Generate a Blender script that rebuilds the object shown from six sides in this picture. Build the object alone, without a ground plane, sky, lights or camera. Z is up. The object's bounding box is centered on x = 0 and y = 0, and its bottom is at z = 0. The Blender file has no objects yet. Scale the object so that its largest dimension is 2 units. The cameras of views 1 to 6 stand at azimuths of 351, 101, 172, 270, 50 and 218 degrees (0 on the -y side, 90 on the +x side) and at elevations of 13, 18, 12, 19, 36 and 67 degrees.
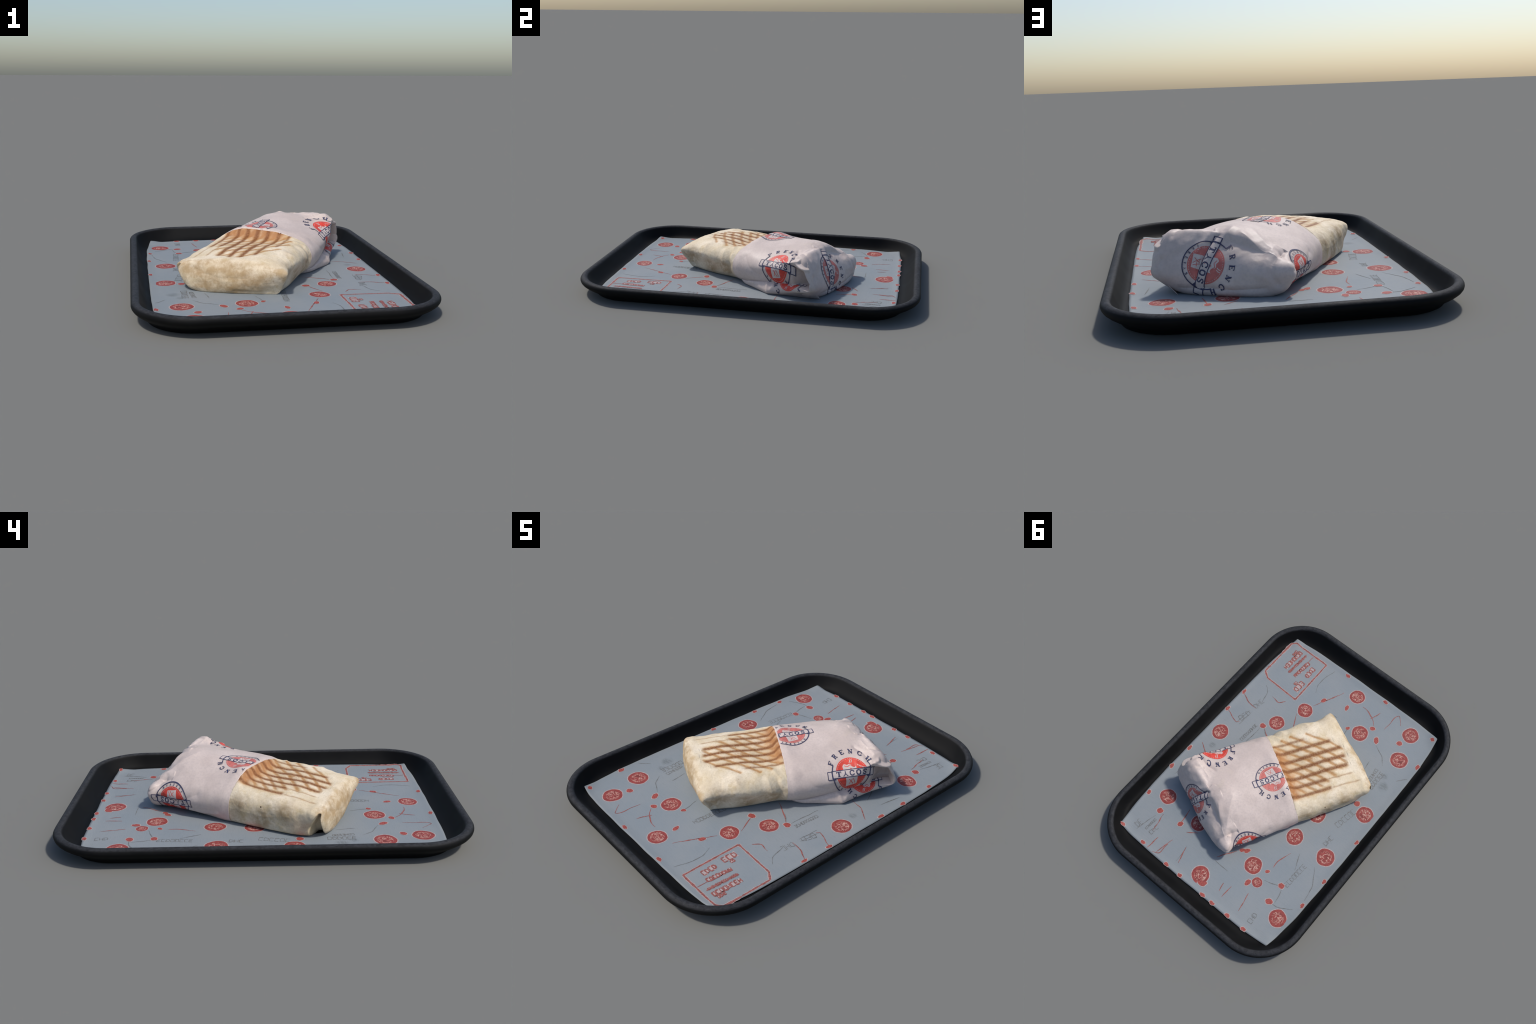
"""A wrapped, grilled flour-tortilla taco on a black cafeteria tray with a printed paper liner."""
import bpy, bmesh, math, random
from mathutils import Matrix, Vector, noise
from mathutils.bvhtree import BVHTree

rng = random.Random(11)
scene = bpy.context.scene
COL = scene.collection

FLOOR_Z = 0.0225          # upper face of the tray floor
LINER_Z = 0.0250         # upper face of the paper liner

# local frame of the taco: s across, t along (tortilla end at -t, wrapped end at +t)
ORG = Vector((0.0, 0.05, 0.0))
ES = Vector((0.893, -0.450, 0.0)).normalized()
ET = Vector((0.450, 0.893, 0.0)).normalized()


def W(s, t, z):
    return ORG + ES * s + ET * t + Vector((0, 0, z))


def to_local(p):
    d = p - ORG
    return d.dot(ES), d.dot(ET), p.z


def smooth(a, b, x):
    if a == b:
        return 1.0 if x >= a else 0.0
    u = min(1.0, max(0.0, (x - a) / (b - a)))
    return u * u * (3 - 2 * u)


# ------------------------------------------------------------------ materials
class Nodes:
    """Small helper that writes node graphs as expressions."""

    def __init__(self, name):
        self.m = bpy.data.materials.new(name)
        self.m.use_nodes = True
        self.t = self.m.node_tree
        self.bsdf = self.t.nodes["Principled BSDF"]

    def n(self, kind, **kw):
        nd = self.t.nodes.new(kind)
        for k, v in kw.items():
            setattr(nd, k, v)
        return nd

    def put(self, sock, v):
        if isinstance(v, (int, float)):
            sock.default_value = v
        elif isinstance(v, (tuple, list)):
            if len(v) == 3 and len(sock.default_value) == 4:
                v = (*v, 1.0)
            sock.default_value = v
        else:
            self.t.links.new(v, sock)

    def math(self, op, a, b=0.0, c=0.0, clamp=False):
        nd = self.n("ShaderNodeMath", operation=op, use_clamp=clamp)
        for i, v in enumerate((a, b, c)):
            self.put(nd.inputs[i], v)
        return nd.outputs[0]

    def step(self, v, lo, hi, to_lo=0.0, to_hi=1.0):
        nd = self.n("ShaderNodeMapRange", interpolation_type="SMOOTHSTEP", clamp=True)
        for i, x in enumerate((v, lo, hi, to_lo, to_hi)):
            self.put(nd.inputs[i], x)
        return nd.outputs[0]

    def mix(self, f, a, b, blend="MIX"):
        nd = self.n("ShaderNodeMix", data_type="RGBA", blend_type=blend)
        self.put(nd.inputs["Factor"], f)
        self.put(nd.inputs[6], a)
        self.put(nd.inputs[7], b)
        return nd.outputs[2]

    def noise(self, vec, scale, detail=3.0, rough=0.55, dist=0.0):
        nd = self.n("ShaderNodeTexNoise")
        self.put(nd.inputs["Vector"], vec)
        self.put(nd.inputs["Scale"], scale)
        self.put(nd.inputs["Detail"], detail)
        self.put(nd.inputs["Roughness"], rough)
        self.put(nd.inputs["Distortion"], dist)
        return nd.outputs[0]

    def coords(self):
        return self.n("ShaderNodeTexCoord").outputs["Object"]

    def mapping(self, vec, loc=(0, 0, 0), rot=(0, 0, 0), scale=(1, 1, 1)):
        nd = self.n("ShaderNodeMapping")
        self.put(nd.inputs["Vector"], vec)
        nd.inputs["Location"].default_value = loc
        nd.inputs["Rotation"].default_value = rot
        nd.inputs["Scale"].default_value = scale
        return nd.outputs[0]

    def dot(self, vec, axis):
        nd = self.n("ShaderNodeVectorMath", operation="DOT_PRODUCT")
        self.put(nd.inputs[0], vec)
        nd.inputs[1].default_value = axis
        return nd.outputs["Value"]

    def bump(self, h, strength, dist):
        nd = self.n("ShaderNodeBump")
        self.put(nd.inputs["Height"], h)
        nd.inputs["Strength"].default_value = strength
        nd.inputs["Distance"].default_value = dist
        self.t.links.new(nd.outputs[0], self.bsdf.inputs["Normal"])

    def done(self, color, rough=0.6, spec=0.5):
        self.put(self.bsdf.inputs["Base Color"], color)
        self.put(self.bsdf.inputs["Roughness"], rough)
        self.put(self.bsdf.inputs["Specular IOR Level"], spec)
        return self.m


def plain(name, col, rough=0.6, var=0.12, scale=60.0, spec=0.4):
    k = Nodes(name)
    c = k.coords()
    f = k.noise(c, scale, 4.0)
    dark = tuple(v * (1 - var) for v in col)
    light = tuple(min(1, v * (1 + var)) for v in col)
    return k.done(k.mix(k.step(f, 0.3, 0.7), dark, light), rough, spec)


def tray_material():
    k = Nodes("black_tray_plastic")
    c = k.coords()
    fine = k.noise(c, 220.0, 4.0, 0.7)
    scuff = k.noise(k.mapping(c, scale=(14, 14, 60)), 3.0, 6.0, 0.72, 0.5)
    big = k.noise(c, 5.0, 3.0)
    col = k.mix(k.step(big, 0.3, 0.7), (0.0046, 0.0046, 0.0046), (0.0075, 0.0074, 0.0074))
    # patchy lighter grey along the crest of the rim
    sep = k.n("ShaderNodeSeparateXYZ")
    k.put(sep.inputs[0], c)
    crest = k.step(sep.outputs[2], 0.088, 0.0995)
    crest_grey = k.math("MULTIPLY", crest, k.step(scuff, 0.36, 0.66, 0.45, 1.0))
    col = k.mix(crest_grey, col, (0.044, 0.045, 0.049))
    k.bump(k.math("ADD", fine, k.math("MULTIPLY", scuff, 0.6)), 0.12, 0.002)
    return k.done(col, k.step(big, 0.2, 0.8, 0.55, 0.68), 0.10)


def liner_material():
    k = Nodes("blue_grey_liner_paper")
    c = k.coords()
    fib = k.noise(k.mapping(c, scale=(1, 6, 1)), 26.0, 5.0, 0.6)
    blot = k.noise(c, 3.2, 4.0)
    grain = k.noise(c, 260.0, 3.0, 0.7)
    col = k.mix(k.step(blot, 0.3, 0.7), (0.216, 0.246, 0.266), (0.246, 0.266, 0.276))
    col = k.mix(k.step(fib, 0.52, 0.72, 0.0, 0.30), col, (0.190, 0.212, 0.226))
    col = k.mix(k.step(grain, 0.35, 0.7, 0.0, 0.18), col, (0.32, 0.335, 0.34))
    # grey smudges between the printed words
    for (x, y, r) in ((-0.505, -0.37, 0.045), (-0.47, -0.43, 0.03), (0.50, 0.10, 0.03)):
        d = k.n("ShaderNodeVectorMath", operation="DISTANCE")
        k.put(d.inputs[0], c)
        d.inputs[1].default_value = (x, y, LINER_Z)
        m = k.math("MULTIPLY", k.step(d.outputs["Value"], r, r * 0.2), k.step(fib, 0.35, 0.65, 0.15, 0.6))
        col = k.mix(m, col, (0.10, 0.115, 0.118))
    k.bump(k.math("ADD", k.math("MULTIPLY", fib, 1.0), k.math("MULTIPLY", grain, 0.4)), 0.18, 0.003)
    return k.done(col, 0.62, 0.3)


def seal_material():
    k = Nodes("red_seal_ink")
    c = k.coords()
    info = k.n("ShaderNodeObjectInfo")
    off = k.n("ShaderNodeVectorMath", operation="MULTIPLY_ADD")
    comb = k.n("ShaderNodeCombineXYZ")
    for i in range(3):
        k.put(comb.inputs[i], info.outputs["Random"])
    k.put(off.inputs[0], comb.outputs[0])
    off.inputs[1].default_value = (7.3, 5.1, 3.7)
    k.put(off.inputs[2], c)
    v = off.outputs[0]
    r = k.n("ShaderNodeVectorMath", operation="LENGTH")
    k.put(r.inputs[0], c)
    r = r.outputs["Value"]
    squig = k.noise(v, 52.0, 1.0, 0.4, 1.0)
    line = k.step(k.math("ABSOLUTE", k.math("SUBTRACT", squig, 0.5)), 0.062, 0.02)
    inner = k.step(r, 0.041, 0.033)
    col = k.mix(k.step(k.noise(v, 60.0, 3.0), 0.3, 0.7), (0.225, 0.040, 0.036), (0.310, 0.060, 0.052))
    dark = k.step(squig, 0.60, 0.72)
    col = k.mix(k.math("MULTIPLY", k.math("MULTIPLY", dark, inner), 0.7), col, (0.15, 0.045, 0.038))
    col = k.mix(k.math("MULTIPLY", k.math("MULTIPLY", line, inner), 0.95), col, (0.52, 0.31, 0.25))
    return k.done(col, 0.6, 0.3)


def paper_nodes(k, c):
    blot = k.noise(c, 6.5, 4.0, 0.6)
    oil = k.noise(k.mapping(c, loc=(3.1, 1.7, 0.4)), 5.5, 5.0, 0.62)
    fine = k.noise(c, 90.0, 4.0, 0.7)
    col = k.mix(k.step(blot, 0.32, 0.68), (0.575, 0.470, 0.418), (0.672, 0.557, 0.498))
    col = k.mix(k.step(oil, 0.54, 0.70, 0.0, 0.40), col, (0.625, 0.520, 0.395))
    col = k.mix(k.step(fine, 0.40, 0.70, 0.0, 0.36), col, (0.455, 0.375, 0.352))
    return col, fine, blot


def wrapper_material():
    k = Nodes("waxed_wrapping_paper")
    c = k.coords()
    col, fine, blot = paper_nodes(k, c)
    k.bump(k.math("ADD", fine, k.math("MULTIPLY", k.noise(c, 34.0, 4.0, 0.6), 1.5)), 0.12, 0.003)
    return k.done(col, 0.5, 0.4)


def tortilla_material(dark_lines, light_lines, edge_fn):
    k = Nodes("grilled_flour_tortilla")
    c = k.coords()
    s = k.math("SUBTRACT", k.dot(c, tuple(ES)), ORG.dot(ES))
    t = k.math("SUBTRACT", k.dot(c, tuple(ET)), ORG.dot(ET))
    sep = k.n("ShaderNodeSeparateXYZ")
    k.put(sep.inputs[0], c)
    z = sep.outputs[2]
    big = k.noise(c, 7.0, 5.0, 0.62)
    mid = k.noise(k.mapping(c, loc=(1.3, 4.2, 0.7)), 16.0, 5.0, 0.65)
    fine = k.noise(c, 120.0, 4.0, 0.7)
    spot = k.noise(k.mapping(c, loc=(5.1, 0.3, 2.2)), 30.0, 3.0, 0.6)
    col = k.mix(k.step(big, 0.30, 0.70), (0.680, 0.555, 0.375), (0.830, 0.715, 0.550))
    col = k.mix(k.step(mid, 0.48, 0.72, 0.0, 0.60), col, (0.570, 0.425, 0.215))
    col = k.mix(k.step(fine, 0.42, 0.72, 0.0, 0.38), col, (0.52, 0.40, 0.24))

    # darker brown patches: front end face and the lower flanks, broken up by noise
    front = k.step(t, -0.455, -0.495)
    tf = k.math("MULTIPLY", front, k.step(mid, 0.34, 0.62))
    col = k.mix(k.math("MULTIPLY", tf, 0.7), col, (0.390, 0.255, 0.125))
    for (ps, pt, pz, r, a) in ((0.02, -0.51, 0.10, 0.13, 0.75), (-0.14, -0.51, 0.12, 0.10, 0.6),
                               (0.27, -0.40, 0.11, 0.10, 0.7), (0.26, -0.25, 0.07, 0.10, 0.7), (0.28, -0.12, 0.09, 0.12, 0.75),
                               (-0.29, -0.06, 0.12, 0.10, 0.8), (-0.29, -0.20, 0.09, 0.10, 0.8), (-0.285, -0.32, 0.13, 0.10, 0.75),
                               (0.12, -0.50, 0.05, 0.10, 0.7), (-0.28, -0.42, 0.06, 0.09, 0.7), (-0.05, -0.50, 0.05, 0.09, 0.5),
                               (0.22, -0.44, 0.16, 0.07, 0.4), (0.24, -0.30, 0.19, 0.05, 0.35)):
        p = W(ps, pt, pz)
        d = k.n("ShaderNodeVectorMath", operation="DISTANCE")
        k.put(d.inputs[0], c)
        d.inputs[1].default_value = p
        m = k.math("MULTIPLY", k.step(d.outputs["Value"], r, r * 0.15), k.step(big, 0.32, 0.58))
        m = k.math("MULTIPLY", m, k.step(spot, 0.3, 0.6, 0.45, 1.0))
        col = k.mix(k.math("MULTIPLY", m, a), col, (0.300, 0.188, 0.080))

    # ---- grill marks: each bar has its own place, length and heat
    top = k.step(z, 0.150, 0.172)
    wob_a = k.math("MULTIPLY", k.math("SUBTRACT", k.noise(c, 22.0, 3.0), 0.5), 0.012)
    sw = k.math("ADD", s, wob_a)

    def bar(a, b, half, soft_in, soft_out, first, last):
        """mask of a scorched bar from a to b (both (s, t))."""
        dx, dy = b[0] - a[0], b[1] - a[1]
        ln = math.hypot(dx, dy)
        ux, uy = dx / ln, dy / ln
        rs = k.math("SUBTRACT", sw, a[0])
        rt = k.math("SUBTRACT", t, a[1])
        along = k.math("ADD", k.math("MULTIPLY", rs, ux), k.math("MULTIPLY", rt, uy))
        side = k.math("ABSOLUTE", k.math("SUBTRACT", k.math("MULTIPLY", rs, uy), k.math("MULTIPLY", rt, ux)))
        si = soft_in if first else 0.002
        ends = k.math("MULTIPLY", k.step(along, -si, si * 0.3), k.step(along, ln + 0.004, ln - (soft_out if last else 0.0)))
        core = k.math("MULTIPLY", k.step(side, half * 1.50, half * 0.25), ends)
        glow = k.math("MULTIPLY", k.step(side, half * 3.0, half * 0.6), ends)
        return core, glow

    def collect(lines):
        acc = [None, None]
        for pts, half, heat in lines:
            for j, (p, q) in enumerate(zip(pts[:-1], pts[1:])):
                for i, m in enumerate(bar(p, q, half, 0.010, 0.025, j == 0, j == len(pts) - 2)):
                    m = k.math("MULTIPLY", m, heat)
                    acc[i] = m if acc[i] is None else k.math("MAXIMUM", acc[i], m)
        return [k.math("MULTIPLY", a, top) for a in acc]

    scorch = k.step(fine, 0.25, 0.62, 0.62, 1.0)
    light, light_glow = collect(light_lines)
    dark, dark_glow = collect(dark_lines)
    light = k.math("MULTIPLY", light, scorch)
    dark = k.math("MULTIPLY", dark, scorch)
    glow = k.math("MAXIMUM", k.math("MULTIPLY", light_glow, 0.55), k.math("MULTIPLY", dark_glow, 0.72))
    glow = k.math("MULTIPLY", glow, k.step(mid, 0.30, 0.62, 0.45, 1.0))
    col = k.mix(glow, col, (0.530, 0.310, 0.125))
    col = k.mix(light, col, (0.400, 0.190, 0.055))
    # general browning of the grill field next to the paper edge
    near = k.math("MULTIPLY", k.step(t, -0.17, -0.05), k.step(k.math("ABSOLUTE", k.math("ADD", s, 0.02)), 0.20, 0.11))
    near = k.math("MULTIPLY", k.math("MULTIPLY", near, top), k.step(mid, 0.3, 0.7, 0.25, 0.75))
    col = k.mix(near, col, (0.50, 0.235, 0.085))
    rise = k.math("MULTIPLY", k.step(t, -0.085, -0.045), k.step(k.math("ABSOLUTE", k.math("ADD", s, 0.02)), 0.19, 0.14))
    rise = k.math("MULTIPLY", k.math("MULTIPLY", rise, top), k.step(spot, 0.25, 0.65, 0.35, 0.85))
    col = k.mix(rise, col, (0.37, 0.165, 0.062))
    # one hot spot
    d = k.n("ShaderNodeVectorMath", operation="DISTANCE")
    k.put(d.inputs[0], c)
    d.inputs[1].default_value = W(0.02, -0.235, 0.208)
    hot = k.math("MULTIPLY", k.step(d.outputs["Value"], 0.045, 0.008), k.step(spot, 0.35, 0.6))
    col = k.mix(k.math("MULTIPLY", hot, 0.85), col, (0.37, 0.150, 0.030))
    col = k.mix(dark, col, (0.205, 0.072, 0.020))
    # toasted freckles and a few charred crumbs
    fr = k.n("ShaderNodeTexVoronoi")
    k.put(fr.inputs["Vector"], c)
    fr.inputs["Scale"].default_value = 26.0
    fk = k.math("MULTIPLY", k.step(fr.outputs["Distance"], 0.16, 0.05), k.step(big, 0.52, 0.60))
    col = k.mix(k.math("MULTIPLY", fk, 0.55), col, (0.36, 0.20, 0.07))
    for (ps, pt, pz) in ((-0.061, -0.245, 0.207), (0.017, -0.121, 0.211), (-0.279, -0.186, 0.145)):
        d = k.n("ShaderNodeVectorMath", operation="DISTANCE")
        k.put(d.inputs[0], c)
        d.inputs[1].default_value = W(ps, pt, pz)
        col = k.mix(k.step(d.outputs["Value"], 0.0052, 0.0025), col, (0.055, 0.03, 0.015))
    h = k.math("SUBTRACT", k.math("ADD", k.math("MULTIPLY", mid, 1.6), k.math("MULTIPLY", fine, 0.5)),
               k.math("MULTIPLY", k.math("MAXIMUM", dark, light), 0.7))
    k.bump(h, 0.25, 0.004)
    return k.done(col, 0.62, 0.3)


# ------------------------------------------------------------------ helpers
def attach(ob, parent):
    """parent without moving: meshes keep world coordinates, so object space is the same for all parts."""
    ob.parent = parent
    root = parent
    while root.parent:
        root = root.parent
    if parent is root:
        ob.matrix_parent_inverse = Matrix.Translation(-root.location)


def add_mesh(name, verts, faces, mats, parent=None, smooth_shade=True, face_mat=None):
    me = bpy.data.meshes.new(name)
    me.from_pydata([tuple(v) for v in verts], [], faces)
    for m in mats:
        me.materials.append(m)
    if face_mat:
        me.polygons.foreach_set("material_index", face_mat)
    if smooth_shade:
        me.polygons.foreach_set("use_smooth", [True] * len(me.polygons))
    me.update()
    ob = bpy.data.objects.new(name, me)
    COL.objects.link(ob)
    if parent:
        attach(ob, parent)
    return ob


def rounded_rect(hx, hy, r, per_corner=20, per_side=14):
    """closed loop of a rounded rectangle, with points on the sides as well."""
    pts = []
    corners = [(hx - r, hy - r, 0), (-hx + r, hy - r, 90), (-hx + r, -hy + r, 180), (hx - r, -hy + r, 270)]
    for i, (cx, cy, a0) in enumerate(corners):
        arc = [(cx + r * math.cos(math.radians(a0 + 90 * j / per_corner)),
                cy + r * math.sin(math.radians(a0 + 90 * j / per_corner))) for j in range(per_corner + 1)]
        nx, ny, a1 = corners[(i + 1) % 4]
        nxt = (nx + r * math.cos(math.radians(a1)), ny + r * math.sin(math.radians(a1)))
        pts += arc
        lx, ly = arc[-1]
        for j in range(1, per_side):
            f = j / per_side
            pts.append((lx + (nxt[0] - lx) * f, ly + (nxt[1] - ly) * f))
    return pts


# ------------------------------------------------------------------ tray
TRAY_HX, TRAY_HY, TRAY_R = 0.706, 1.0, 0.295


def build_tray(mat):
    # (inset along x, inset along y, z): walk from the floor centre over the rim to the underside
    prof = [
        (0.300, 0.330, FLOOR_Z), (0.140, 0.170, FLOOR_Z), (0.098, 0.127, FLOOR_Z), (0.089, 0.116, 0.0230),
        (0.080, 0.105, 0.0252), (0.070, 0.092, 0.0320), (0.061, 0.078, 0.045), (0.051, 0.062, 0.064),
        (0.044, 0.050, 0.081), (0.040, 0.043, 0.0915), (0.036, 0.037, 0.0970), (0.030, 0.030, 0.1005),
        (0.022, 0.022, 0.1010), (0.013, 0.013, 0.0985), (0.005, 0.005, 0.0925), (0.0008, 0.0008, 0.0850),
        (0.0, 0.0, 0.0785), (0.002, 0.002, 0.0710), (0.008, 0.009, 0.0620), (0.020, 0.025, 0.0510),
        (0.036, 0.046, 0.0395), (0.051, 0.067, 0.0290), (0.061, 0.081, 0.0210), (0.067, 0.090, 0.0125),
        (0.073, 0.099, 0.0040), (0.081, 0.108, 0.0), (0.105, 0.134, 0.0),
        (0.300, 0.330, 0.0),
    ]
    verts, faces = [], []
    n = None
    for ix, iy, z in prof:
        r = max(0.10, TRAY_R - 0.5 * (ix + iy))
        loop = rounded_rect(TRAY_HX - ix, TRAY_HY - iy, r)
        n = len(loop)
        verts += [(x, y, z) for x, y in loop]
    for k in range(len(prof) - 1):
        for i in range(n):
            a, b = k * n + i, k * n + (i + 1) % n
            faces.append((a, b, b + n, a + n))
    # close floor and underside with fans
    verts += [(0, 0, FLOOR_Z), (0, 0, 0)]
    c0, c1 = len(verts) - 2, len(verts) - 1
    last = (len(prof) - 1) * n
    for i in range(n):
        faces.append((i, c0, (i + 1) % n)[::-1])
        faces.append((last + i, last + (i + 1) % n, c1))
    ob = add_mesh("serving_tray", verts, faces, [mat])
    bm = bmesh.new()
    bm.from_mesh(ob.data)
    bmesh.ops.recalc_face_normals(bm, faces=bm.faces)
    bm.to_mesh(ob.data)
    bm.free()
    ob["label"] = "black rectangular plastic cafeteria tray with rounded rim"
    ob["category"] = "tray"
    return ob


# ------------------------------------------------------------------ paper liner and its print
def liner_half(u, v):
    """plan of the sheet: nearly a rectangle whose sides bow out slightly."""
    hx = 0.612 - 0.034 * abs(v) ** 5
    hy = 0.872 - 0.020 * abs(u) ** 5
    return hx, hy


def liner_z(x, y):
    lift = smooth(0.565, 0.62, abs(x)) * 0.004 + smooth(0.825, 0.875, abs(y)) * 0.004
    corner = smooth(0.50, 0.58, abs(x)) * smooth(0.76, 0.86, abs(y))
    return LINER_Z + lift + 0.012 * corner


def build_liner(mat):
    nx, ny = 110, 156
    verts, faces = [], []
    for j in range(ny + 1):
        v = -1 + 2 * j / ny
        for i in range(nx + 1):
            u = -1 + 2 * i / nx
            hx, hy = liner_half(u, v)
            x, y = u * hx, v * hy
            if abs(u) == 1:
                x += 0.0025 * noise.noise(Vector((y * 9, u, 1.0)))
            if abs(v) == 1:
                y += 0.0025 * noise.noise(Vector((x * 9, v, 4.0)))
            verts.append((x, y, liner_z(x, y)))
    for j in range(ny):
        for i in range(nx):
            a = j * (nx + 1) + i
            faces.append((a, a + 1, a + nx + 2, a + nx + 1))
    ob = add_mesh("paper_liner", verts, faces, [mat])
    sol = ob.modifiers.new("thickness", "SOLIDIFY")
    sol.thickness = 0.0015
    sol.offset = -1
    ob["label"] = "blue-grey paper tray liner printed with red seals"
    ob["category"] = "tray liner"
    return ob


def irregular_disc(radius, seed, n=40, wob=0.05, z=0.0, squash=1.0):
    pts = []
    for i in range(n):
        a = 2 * math.pi * i / n
        w = 1 + wob * noise.noise(Vector((math.cos(a) * 1.3 + seed * 3.1, math.sin(a) * 1.3, seed * 1.7)))
        w += 0.4 * wob * noise.noise(Vector((math.cos(a) * 4 + seed, math.sin(a) * 4, seed)))
        pts.append((radius * w * math.cos(a), radius * w * math.sin(a) * squash, z))
    return pts


SEALS = [  # centre x, y, radius
    (0.525, -0.002, 0.057), (0.287, -0.284, 0.053), (0.203, -0.471, 0.053), (0.001, -0.768, 0.056),
    (-0.170, -0.569, 0.056), (-0.430, -0.766, 0.055), (-0.475, -0.578, 0.062), (-0.530, -0.148, 0.058),
    (-0.512, 0.220, 0.062), (-0.288, 0.238, 0.057), (-0.305, 0.040, 0.055), (-0.211, 0.535, 0.058),
    (-0.008, 0.779, 0.058), (-0.525, 0.687, 0.058), (0.477, 0.538, 0.055), (0.216, 0.545, 0.055),
    (-0.296, 0.600, 0.034),
]
DROPS = [  # small solid red drops: x, y, size, stretch, angle
    (0.156, -0.606, 0.020, 0.6, 1.2), (0.006, -0.660, 0.020, 0.55, 1.9), (-0.212, -0.650, 0.017, 0.8, 0.4),
    (-0.282, -0.596, 0.023, 0.65, 2.2), (-0.408, -0.675, 0.018, 0.9, 0.2), (-0.088, -0.548, 0.014, 0.7, 1.0),
    (0.341, -0.210, 0.018, 0.9, 0.0), (-0.450, -0.176, 0.019, 0.9, 0.7), (-0.124, 0.491, 0.019, 0.7, 0.9),
    (-0.254, 0.636, 0.021, 0.7, 1.5), (-0.420, 0.524, 0.018, 0.9, 0.5), (-0.425, 0.642, 0.021, 0.8, 0.3),
    (0.299, 0.621, 0.018, 0.8, 1.0), (0.452, 0.637, 0.020, 0.8, 0.4), (0.172, -0.303, 0.020, 0.8, 0.4),
    (-0.048, 0.812, 0.026, 0.7, 0.4), (-0.10, 0.505, 0.016, 0.7, 0.9), (-0.30, 0.51, 0.014, 0.7, 0.9),
]
EDGE_MARKS = [  # cropped prints along the cut edge of the sheet
    (0.145, -0.852), (-0.165, -0.855), (-0.555, -0.830), (-0.593, -0.612), (-0.600, 0.025), (-0.600, 0.342),
    (-0.590, 0.538), (-0.414, 0.862), (-0.289, 0.862), (-0.172, 0.864), (-0.097, 0.864), (0.084, 0.862),
    (0.192, 0.864), (0.393, 0.852), (0.565, 0.846), (0.590, 0.593), (0.600, 0.371), (0.598, 0.209),
    (0.598, -0.159), (0.596, -0.322),
]
LINES_RED = [
    [(0.087, -0.737), (0.134, -0.634), (0.182, -0.533)], [(-0.071, -0.734), (-0.122, -0.731), (-0.184, -0.694), (-0.207, -0.669)],
    [(-0.274, -0.693), (-0.277, -0.817), (-0.292, -0.841), (-0.339, -0.780)], [(0.602, -0.322), (0.533, -0.282), (0.459, -0.277)],
    [(0.595, -0.159), (0.491, -0.116), (0.479, -0.137)], [(0.317, 0.516), (0.299, 0.621)], [(0.236, 0.637), (0.176, 0.597)],
    [(0.311, 0.860), (0.271, 0.840), (0.271, 0.764)], [(0.145, 0.811), (0.171, 0.709)], [(-0.158, 0.782), (-0.145, 0.729)],
    [(-0.009, 0.635), (-0.078, 0.530)], [(-0.312, 0.467), (-0.306, 0.416), (-0.338, 0.332)],
    [(0.231, -0.418), (0.180, -0.316)],
    [(0.178, -0.123), (0.280, -0.171), (0.330, -0.206)], [(0.410, 0.185), (0.487, 0.178), (0.564, 0.127)],
    [(0.342, -0.440), (0.371, -0.404), (0.429, -0.410)], [(0.267, 0.726), (0.290, 0.846)],
    [(-0.321, 0.801), (-0.301, 0.682)], [(-0.192, 0.800), (-0.193, 0.716)], [(-0.185, -0.772), (-0.161, -0.696)],
    [(0.42, 0.64), (0.40, 0.76)], [(0.35, 0.86), (0.345, 0.77)],
]
LINES_GREY = [
    [(-0.304, -0.565), (-0.377, -0.530), (-0.416, -0.478)], [(-0.333, -0.451), (-0.348, -0.358)],
    [(0.229, -0.617), (0.255, -0.669), (0.255, -0.735), (0.233, -0.825)], [(0.491, -0.116), (0.484, -0.178), (0.477, -0.240)],
    [(0.324, -0.201), (0.270, -0.160)], [(-0.088, -0.548), (-0.110, -0.450)], [(-0.019, 0.656), (-0.116, 0.660)],
    [(-0.320, 0.564), (-0.377, 0.545), (-0.423, 0.524)], [(-0.501, 0.309), (-0.563, 0.408), (-0.582, 0.505)],
    [(0.482, 0.813), (0.463, 0.709), (0.452, 0.679)], [(-0.424, 0.645), (-0.490, 0.637), (-0.559, 0.591)],
    [(-0.546, -0.451), (-0.592, -0.505)],
    [(0.346, -0.197), (0.354, -0.008)], [(0.453, -0.327), (0.480, -0.423), (0.515, -0.453)], [(0.463, -0.237), (0.467, -0.120)],
    [(0.172, 0.701), (0.160, 0.811)], [(-0.455, 0.630), (-0.434, 0.533)], [(0.40, 0.36), (0.46, 0.25)],
    [(0.36, 0.46), (0.35, 0.36)], [(-0.42, 0.40), (-0.38, 0.30)], [(0.55, 0.40), (0.53, 0.28)],
]
WORD_ROWS = [  # rows of small grey boxed letters: start, end, height
    ((0.386, -0.041), (0.378, -0.191), 0.020), ((-0.448, -0.305), (-0.448, -0.447), 0.030),
    ((-0.439, 0.023), (-0.467, -0.130), 0.034), ((-0.458, 0.164), (-0.464, 0.091), 0.028),
    ((-0.439, 0.511), (-0.449, 0.334), 0.028), ((0.491, -0.150), (0.471, -0.233), 0.034),
    ((0.470, -0.279), (0.462, -0.353), 0.034), ((0.401, 0.785), (0.394, 0.720), 0.024),
    ((-0.414, 0.814), (-0.410, 0.746), 0.030), ((0.024, -0.566), (0.036, -0.370), 0.026),
    ((0.500, 0.800), (0.495, 0.755), 0.040), ((-0.405, -0.44), (-0.415, -0.33), 0.020),
    ((-0.12, 0.33), (-0.125, 0.20), 0.026), ((0.44, 0.78), (0.435, 0.69), 0.014),
]


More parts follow.
